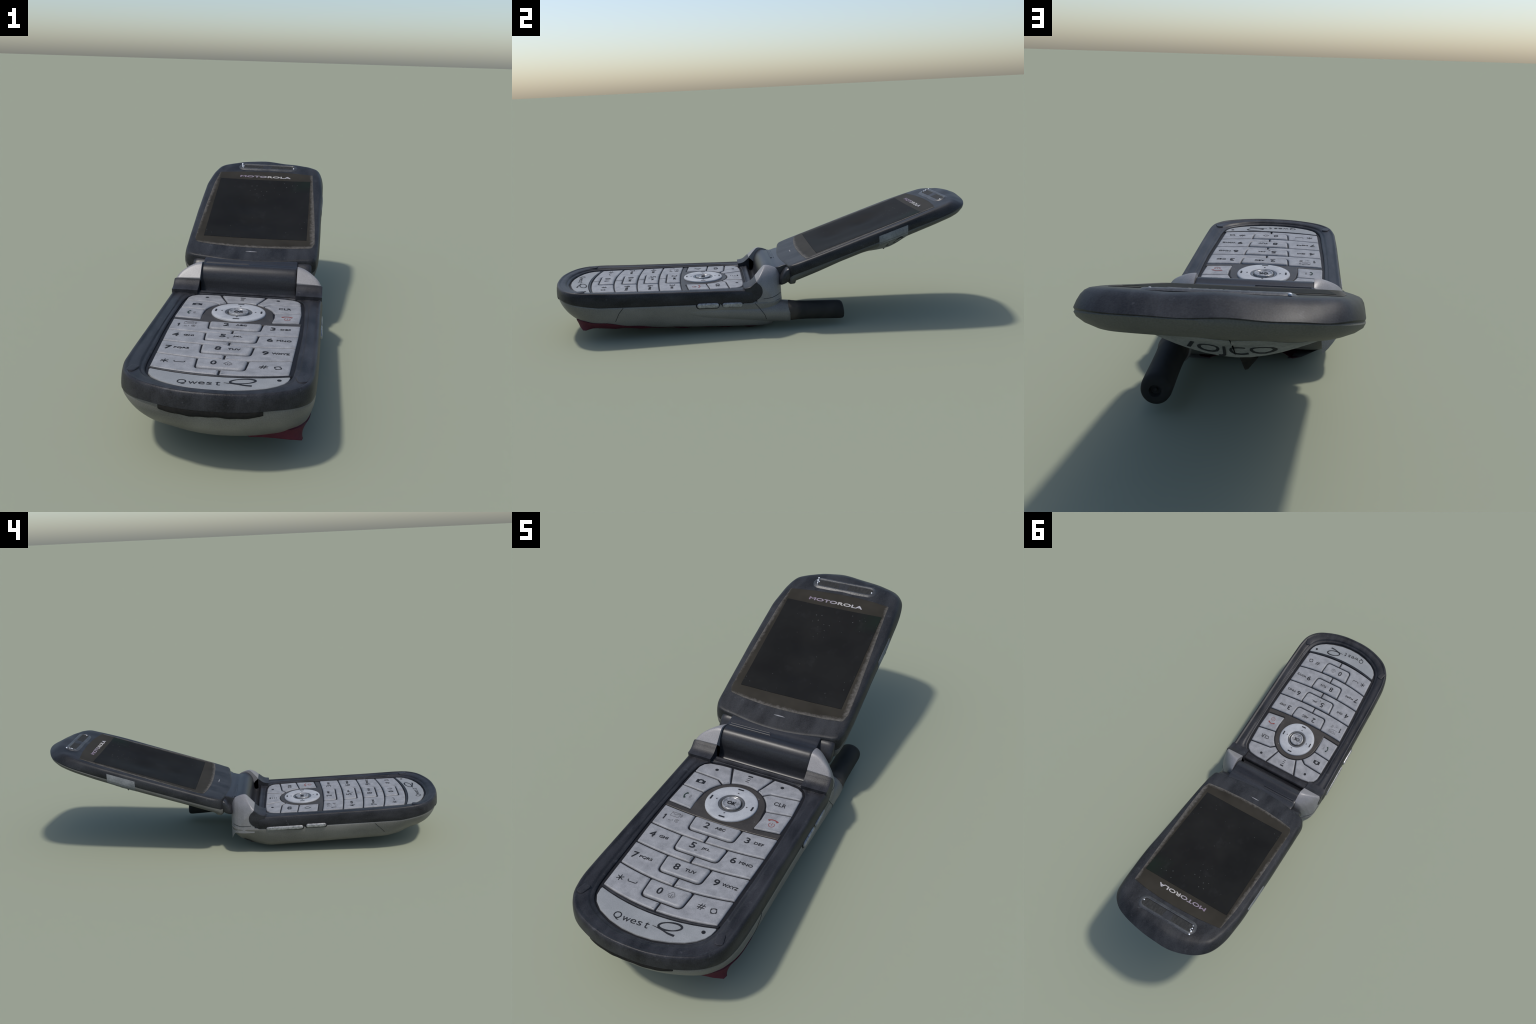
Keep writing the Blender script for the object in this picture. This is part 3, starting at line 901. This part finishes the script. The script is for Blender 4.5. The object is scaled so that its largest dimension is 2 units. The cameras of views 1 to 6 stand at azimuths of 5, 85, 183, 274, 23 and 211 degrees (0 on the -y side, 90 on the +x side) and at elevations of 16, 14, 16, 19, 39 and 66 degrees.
# ================================================================== antenna
def ant_lift(y):
    return -.003 + .008 * (y - .09) / .26
rings = []
for y, r in ((.085, .046), (.1005, .0485), (.106, .0487), (.115, .0470), (.135, .0450), (.18, .0438), (.24, .0438), (.30, .0445), (.335, .0445), (.348, .0425), (.3545, .037), (.3565, .030),
             (.3565, .018), (.352, .0165), (.343, .015)):
    cx = .2405
    rings.append([(cx + r * math.cos(a), y - .08 * r * math.sin(a), axis_z(y) + ant_lift(y) + r * math.sin(a)) for a in np.linspace(0, 2 * math.pi, 44, endpoint=False)])
v, f = loft(rings)
antenna = make("antenna", v, f, M_RUBBER, phone, 50)
rings = []
for y, r in ((.338, .006), (.350, .006), (.3525, .003)):
    rings.append([(.2405 + r * math.cos(a), y, axis_z(y) + ant_lift(y) + r * math.sin(a)) for a in np.linspace(0, 2 * math.pi, 16, endpoint=False)])
v, f = loft(rings)
make("antenna_pin", v, f, M_RUBBER, antenna, 50)

# ================================================================== lid
LID_R = [(-.005, .0765), (.09, .083), (.18, .0985), (.235, .1065), (.254, .117), (.262, .145), (.267, .22), (.269, .40), (.271, .58), (.272, .73), (.269, .840), (.253, .905),
         (.213, .949), (.15, .975), (.075, .991), (-.01, .998)]
LID_L = [(-.085, .997), (-.15, .983), (-.209, .956), (-.252, .915), (-.277, .850), (-.288, .74), (-.290, .58), (-.289, .40), (-.287, .22), (-.283, .145), (-.268, .117), (-.246, .1065),
         (-.19, .0965), (-.10, .082)]
NL = 320
LO = catmull(LID_R + LID_L, NL)
LN = normals2d(LO)
tt = np.arange(NL) / NL
amp = np.clip((LO[:, 1] - .30) / .3, 0, 1)
LO = LO + LN * (wobble(tt, .0024, 3) * amp)[:, None]
LN = normals2d(LO)
WT = np.clip(LN[:, 1], 0, 1) ** 1.5            # towards the tip
WF = np.clip(-LN[:, 1], 0, 1) ** 2             # towards the hinge
WS = np.clip(1 - WT - WF, 0, 1)

def lid_depth(y):     # thickness of the lid along its middle
    return np.interp(y, [.07, .12, .25, .40, .50, .57, .62, .655, .69, .74, .80, .90, 1.0], [.075, .082, .098, .115, .138, .155, .161, .156, .132, .112, .099, .082, .07])

WC = smooth01((LO[:, 1] - .68) / .18) * (1 - WT)     # far corners run out to a sharp edge
def lid_ring(side, tip, fore, corner=0.0):
    d = WS * side[0] + WT * tip[0] + WF * fore[0] + WC * corner
    h = WS * side[1] + WT * tip[1] + WF * fore[1]
    p = LO - LN * d[:, None]
    return np.array([(x, y, lz(y) - hh) for (x, y), hh in zip(p, h)])

UP = [((.022, 0), (.066, .001), (.013, 0), .014), ((.014, .0015), (.050, .007), (.004, .0005), .013), ((.008, .006), (.034, .017), (.001, .003), .011),
      ((.004, .014), (.020, .028), (0, .009), .008), ((.0015, .027), (.007, .037), (0, .022), .004), ((.0, .042), (.0, .043), (.001, .045), 0), ((.002, .047), (.001, .0455), (.002, .056), 0)]
up_rings = [lid_ring(*l) for l in UP]
# lumpy scan-like relief near the tip
def lump(P):
    P = P.copy()
    for i, (x, y, z) in enumerate(P):
        k = np.clip((y - .84) / .1, 0, 1)
        P[i, 2] += k * .0018 * (math.sin(23 * x + 9 * y) + .6 * math.sin(47 * x + 2 + 20 * y))
    return P
up_rings = [lump(r) for r in up_rings]
# the face inside the rim, sunk a little in the middle
def dent(x, y):
    return .0135 * math.exp(-((x - .005) / .155) ** 4) * math.exp(-((y - .49) / .215) ** 4) + .009 * math.exp(-((x + .06) / .06) ** 2 - ((y - .53) / .06) ** 2) + .006 * math.exp(-((x + .03) / .05) ** 2 - ((y - .37) / .05) ** 2)
def lface(y, x=0.0):
    return lz(y) - dent(x, y)
for t in (.12, .25, .38, .5, .62, .74, .86, .97):
    e = up_rings[0] if t == .12 else e
    q = np.stack([e[:, 0] * (1 - t) - .005 * t, e[:, 1] * (1 - t) + np.clip(e[:, 1], .4, .62) * t], 1)
    up_rings.insert(0, np.array([(x, y, z0 * (1 - t) ** 3 + (1 - (1 - t) ** 3) * lz(y) - dent(x, y) + (lz(y) - lz(y0)) * (1 - t) ** 3) for (x, y), (x0, y0, z0) in zip(q, e)]))
v, f = loft(up_rings[::-1], True, True)
lid = make("lid_body", v, f, M_LID, phone, 40)

# silver back: a slanting flank, then rings shrinking towards a spine
e2 = up_rings[-1].copy()
edge = np.array([(x, y, z + .004) for x, y, z in e2])
yy = LO[:, 1]
extra = np.where(LO[:, 0] > 0, np.interp(yy, [.1, .25, .35, .45, .6, .9], [.016, .011, .005, .004, .009, .003]), np.interp(yy, [.1, .3, .6, .9], [.012, .010, .011, .004]))
FL = [((.000, .049), (.0, .0465), (.001, .056)), ((.004, .055), (.003, .054), (.002, .068)), ((.018, .065), (.015, .068), (.006, .078)), ((.040, .074), (.036, .079), (.018, .082))]
back = [edge - np.column_stack([LN * .003, np.zeros(NL)])]
for k, (a, b, c) in enumerate(FL):
    r = lid_ring(a, b, c)
    r[:, 2] -= extra * (.4 if k == 0 else 1)
    back.append(r)
last = back[-1]
for tpar in (.08, .18, .30, .44, .58, .72, .86, 1.0):
    sy = np.clip(last[:, 1], .20, .80)
    p = last[:, :2] * (1 - tpar) + np.stack([np.full(NL, -.015), sy], 1) * tpar
    de = lz(last[:, 1]) - last[:, 2]
    fz = 1 - (1 - tpar) ** 1.7
    D = np.maximum(lid_depth(p[:, 1]), .080)
    h = de * (1 - fz) + D * fz
    back.append(np.array([(x, y, lz(y) - hh - .002 * math.sin(3.1 * tpar) * math.sin(31 * y + 11 * x)) for (x, y), hh in zip(p, h)]))
v, f = loft(back, True, True)
lid_back = make("lid_back_cover", v, f, M_BACK, lid, 50)

# window bezel and screen
win = [(-.236, .810), (-.13, .823), (-.02, .829), (.075, .828), (.15, .822), (.218, .812), (.2235, .70), (.235, .50), (.243, .35), (.2465, .225), (.236, .1895), (.17, .181), (.06, .1745), (-.02, .173), (-.10, .176),
       (-.19, .186), (-.244, .1975), (-.2555, .225), (-.2560, .35), (-.2545, .50), (-.2480, .70)]
rad = [.006, 0, 0, 0, 0, .006, 0, 0, 0, .018, .012, 0, 0, 0, 0, 0, .012, .018, 0, 0, 0]
wp = round_poly(win, rad, step=.01)
def ray_out(poly, ang, c=(-.007, .49)):
    """Distance from c to a polygon's edge in a given direction."""
    d = np.array([math.cos(ang), math.sin(ang)])
    best = 0
    for a, b in zip(poly, np.roll(poly, -1, 0)):
        M = np.array([[d[0], a[0] - b[0]], [d[1], a[1] - b[1]]])
        if abs(np.linalg.det(M)) > 1e-9:
            t, u = np.linalg.solve(M, a - np.array(c))
            if t > 0 and -1e-6 <= u <= 1 + 1e-6:
                best = max(best, t)
    return np.array(c) + d * best
sp = np.array([(-.2255, .7450), (-.2220, .2410), (.2115, .2415), (.2085, .7450)])
cors = [math.atan2(y - .49, x + .007) for x, y in sp] + [math.atan2(y - .49, x + .007) for x, y in wp]
bang = np.unique(np.round(np.concatenate([np.linspace(-math.pi, math.pi, 220, endpoint=False), cors]), 4))
bo = np.array([ray_out(wp, a) for a in bang])
bi = np.array([ray_out(sp, a) for a in bang])
rings = []
for t, h in ((0, -.002), (0, .0008), (.04, .0016), (.10, .0018), (.5, .0018), (1.0, .0018), (1.0, -.004)):
    q = bo * (1 - t) + bi * t
    rings.append([(x, y, lface(y, x) + h) for x, y in q])
v, f = loft(rings, False, False)
bez = make("screen_bezel", v, f, M_BEZEL, lid, 40)
scr = [(-.2250, .7445), (-.2215, .2415), (.2110, .2420), (.2080, .7445)]
nu, nv = 40, 46
tl, bl, br, tr = [np.array(p) for p in scr]
gv, gf = [], []
for j in range(nv + 1):
    for i in range(nu + 1):
        a, b = i / nu, j / nv
        x, y = (bl * (1 - a) + br * a) * (1 - b) + (tl * (1 - a) + tr * a) * b
        gv.append((x, y, lface(y, x) + .0026))
for j in range(nv):
    for i in range(nu):
        a = j * (nu + 1) + i
        gf.append((a, a + 1, a + nu + 2, a + nu + 1))
rim_i = list(range(nu + 1)) + [j * (nu + 1) + nu for j in range(1, nv + 1)] + [nv * (nu + 1) + i for i in range(nu - 1, -1, -1)] + [j * (nu + 1) for j in range(nv - 1, 0, -1)]
k0 = len(gv)
gv += [(gv[i][0], gv[i][1], gv[i][2] - .003) for i in rim_i]
m = len(rim_i)
gf += [(rim_i[k], k0 + k, k0 + (k + 1) % m, rim_i[(k + 1) % m]) for k in range(m)]
make("screen", gv, gf, M_SCREEN, lid, 40)
print_text("brand_lettering", "MOTOROLA", -.0103, .7733, .2460, .0170, .0018, M_BRAND, lid, .0011, lz)
# scratch mark below the window
print_on("scuff_mark", [flat_poly([(-.0330, .1440), (-.012, .1462), (.006, .1448), (.0150, .1425), (-.004, .1405), (-.022, .1418)])], .0002, speckled("scuff_grey", (.15, .15, .155), (.24, .24, .245), 60, 200, .7, .2), lid, lz)

# earpiece: a long slot in a shallow raised lip
def pill(x0, x1, yc, r, n=40):
    pts = []
    for i in range(n):
        a = 2 * math.pi * i / n
        cx = (x1 - r) if math.cos(a) > 0 else (x0 + r)
        pts.append((cx + r * math.cos(a), yc + .004 * math.cos(math.pi * (cx) / .3) * 0 + r * math.sin(a)))
    return np.array(pts)
ear_out = pill(-.152, .140, .876, .0325)
lip_mat = speckled("earpiece_lip_worn", (.013, .014, .016), (.066, .068, .070), 22, 150, .4, .4, bumpy=.3)
rings = []
for ins, hgt in ((0, -.001), (.003, .0010), (.007, .0035), (.0105, .0045), (.0135, .0035), (.0155, .0), (.0165, -.002)):
    q = inset(ear_out, ins)
    rings.append([(x, y, lz(y) + hgt + .0006 * math.sin(90 * x)) for x, y in q])
v, f = loft(rings, False, False)
make("earpiece_rim", v, f, lip_mat, lid, 50)
inner = inset(ear_out, .0150)
slab("earpiece_slot", inner, [(0, -.002), (0, .0002), (.003, .0004)], speckled("earpiece_mesh", (.012, .012, .0115), (.035, .035, .033), 40, 200, .7, .2, bumpy=.4, stretch=(3, .6, 1)), lid, lz)
for dx, dy, r in ((-.136, .886, .0046), (-.133, .873, .0034), (-.137, .901, .0038), (-.130, .861, .0028), (-.128, .880, .0025), (.121, .871, .0032)):  # light glints on the lip modelled as small pale domes
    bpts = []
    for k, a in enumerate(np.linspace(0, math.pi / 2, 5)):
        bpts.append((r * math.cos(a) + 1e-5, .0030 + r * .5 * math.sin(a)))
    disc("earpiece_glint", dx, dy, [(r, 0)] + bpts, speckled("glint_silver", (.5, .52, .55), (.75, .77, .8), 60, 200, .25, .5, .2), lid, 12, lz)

# ------------------------------------------------------------------ paper label round the lid's back
lid_bvh = bvh_of([lid, lid_back])
def lid_hit(y, ang):
    c = Vector((-.004, y, lz(y) - .034))
    d = Vector((math.cos(ang), 0, math.sin(ang)))
    hit, nrm, idx, dist = lid_bvh.ray_cast(c + d * .6, -d)
    return (hit, d) if hit else (c + d * .27, d)

A0, A1 = math.radians(3), math.radians(-183)
ys = np.linspace(.531, .667, 16)
angs = np.linspace(A0, A1, 90)
outer, innr = [], []
for y in ys:
    ro, ri = [], []
    for a in angs:
        under = float(np.interp(-math.degrees(a), [15, 40, 140, 165], [0, 1, 1, 0]))      # the strip is wider underneath
        h, d = lid_hit(.531 + (y - .531) * (1 + .66 * under), a)
        ro.append(h + d * .0014)
        ri.append(h - d * .001)
    outer.append(ro)
    innr.append(ri)
ny_, na = len(ys), len(angs)
verts = [p for r in outer for p in r] + [p for r in innr for p in r]
faces = []
o = ny_ * na
for j in range(ny_ - 1):
    for i in range(na - 1):
        a = j * na + i
        faces += [(a, a + 1, a + na + 1, a + na), (o + a, o + a + na, o + a + na + 1, o + a + 1)]
for j in range(ny_ - 1):
    for i in (0, na - 1):
        a = j * na + i
        faces.append((a, a + na, o + a + na, o + a))
for i in range(na - 1):
    for j in (0, ny_ - 1):
        a = j * na + i
        faces.append((a, a + 1, o + a + 1, o + a))
label = make("paper_label", verts, faces, M_LABEL, lid, 50)

def wrap_print(name, vs, fs, mat, h=.0026):
    """Letters given in (angle in degrees, y) are laid on the label."""
    P = []
    for ang, y in vs:
        hp, d = lid_hit(y, math.radians(ang))
        P.append(hp + d * h)
    n = len(P)
    Q = []
    for ang, y in vs:
        hp, d = lid_hit(y, math.radians(ang))
        Q.append(hp + d * .0006)
    faces = [tuple(q) for q in fs]
    cnt = {}
    for q in fs:
        for a, b in zip(q, q[1:] + q[:1]):
            k = (min(a, b), max(a, b))
            cnt[k] = cnt.get(k, 0) + 1
    faces += [(a, b, n + b, n + a) for (a, b), c in cnt.items() if c == 1]
    return make(name, P + Q, faces, mat, lid, None)
# right side: a ring and a stroke; left side: a V; underneath: a row of bold letters
vs, fs = ribbon([(-13 + 6.5 * math.cos(a), .632 + .018 * math.sin(a)) for a in np.linspace(0, 2 * math.pi, 26, endpoint=False)], .004, True)
ang = np.linspace(0, 2 * math.pi, 26, endpoint=False)
vs = np.vstack([[(-13 + (6.5 + s * 1.0) * math.cos(a), .632 + (.018 + s * .0028) * math.sin(a)) for a in ang] for s in (1, -1)])
wrap_print("label_lettering", vs, fs, M_INK)
wrap_print("label_lettering", np.array([(-7, .579), (-7, .583), (-18, .586), (-18, .596), (-20, .596), (-20, .581)]), [(0, 1, 2, 5), (2, 3, 4, 5)], M_INK)
wrap_print("label_lettering", np.array([(-172, .629), (-170.5, .634), (-167, .577), (-169.5, .572), (-164, .620), (-163, .612)]), [(0, 1, 2, 3), (3, 2, 5, 4)], M_INK)
p, fs = fit_text("IOJCO", 0, 0, 1, 1)
wrap_print("label_lettering", np.stack([-46 - 92 * p[:, 0], .655 + .050 * p[:, 1]], 1), fs, M_INK)

# torn flap of the label hanging from the crest
cr = Vector((-.036, .628, lz(.628) - .160))
v = [(cr.x - .030, cr.y - .02, cr.z + .006), (cr.x + .016, cr.y - .02, cr.z + .006), (cr.x + .014, cr.y + .02, cr.z + .010), (cr.x - .028, cr.y + .02, cr.z + .010),
     (cr.x - .004, cr.y + .002, cr.z - .028), (cr.x + .003, cr.y + .006, cr.z - .028)]
make("label_flap", v, [(3, 2, 1, 0), (0, 1, 5, 4), (1, 2, 5), (2, 3, 4, 5), (3, 0, 4)], M_CAVITY, lid, None)

# ------------------------------------------------------------------ red wrap under the shell
sh_bvh = bvh_of([shell, housing])
def shell_hit(y, ang):
    c = Vector((0, y, tz(y) - .217 + .13))
    d = Vector((math.cos(ang), 0, math.sin(ang)))
    hit, nrm, idx, dist = sh_bvh.ray_cast(c + d * .6, -d)
    return (hit, d) if hit else (c + d * .1, d)
ys = np.linspace(-.895, -.02, 60)
outer, innr = [], []
for y in ys:
    ro, ri = [], []
    a_top = np.interp(y, [-.9, -.86, -.80, -.70, -.55, -.3, 0], [-11, -8, -9.5, -12, -17, -22, -25])
    for i, a in enumerate(np.radians(np.linspace(a_top + .8 * math.sin(40 * y), float(np.interp(y, [-.80, -.66], [-34, -150])), 46))):
        h, d = shell_hit(y, a)
        deg = math.degrees(a)
        bul = .014 * math.exp(-((y + .858) / .032) ** 2) * math.exp(-((deg + 18) / 6.5) ** 2)
        bul += .0025 * (math.sin(37 * y + deg * .1) + math.sin(61 * y + 1)) * (1 if -60 < deg < -18 else .3) + .003
        q = h + d * max(.0012, bul)
        pull = .92 * math.exp(-((y + .857) / .030) ** 2) * math.exp(-((deg + 20) / 7.5) ** 2)      # torn corner hanging down
        q = q.lerp(Vector((.249, y, .060)), pull)
        ro.append(q)
        ri.append(h - d * .002)
    outer.append(ro)
    innr.append(ri)
ny_, na = len(ys), 46
verts = [p for r in outer for p in r] + [p for r in innr for p in r]
faces = []
o = ny_ * na
for j in range(ny_ - 1):
    for i in range(na - 1):
        a = j * na + i
        faces += [(a, a + 1, a + na + 1, a + na), (o + a, o + a + na, o + a + na + 1, o + a + 1)]
for j in range(ny_ - 1):
    for i in (0, na - 1):
        a = j * na + i
        faces.append((a, a + na, o + a + na, o + a))
for i in range(na - 1):
    for j in (0, ny_ - 1):
        a = j * na + i
        faces.append((a, a + 1, o + a + 1, o + a))
for k, p in enumerate(verts):
    if p.z < 0.0:
        p.z = 0.0
make("red_label", verts, faces, M_REDLABEL, shell, 60)

# ------------------------------------------------------------------ seams in the shell
all_bvh = bvh_of([shell, housing] + ears)
def seam_line(pts, sx, r=.0012):
    q = []
    for y, z in resample(np.array(pts, float), 26, False):
        hit, n_, i_, d_ = all_bvh.ray_cast(Vector((sx * .6, y, z)), Vector((-sx, 0, 0)))
        if hit:
            q.append((hit.x, hit.y, hit.z))
    if len(q) > 3:
        v, f = tube(q, r, 6)
        make("shell_seam", v, f, M_FLOOR, shell, 60)
seam_line([(-.064, .142), (-.045, .118), (-.022, .085), (-.015, .06)], 1)
seam_line([(-.024, .160), (.02, .163), (.062, .170)], 1)
seam_line([(-.035, .162), (.01, .158), (.055, .160)], -1)
seam_line([(-.655, .160), (-.68, .135), (-.705, .105)], -1)
seam_line([(-.668, .166), (-.69, .140), (-.71, .10)], 1)
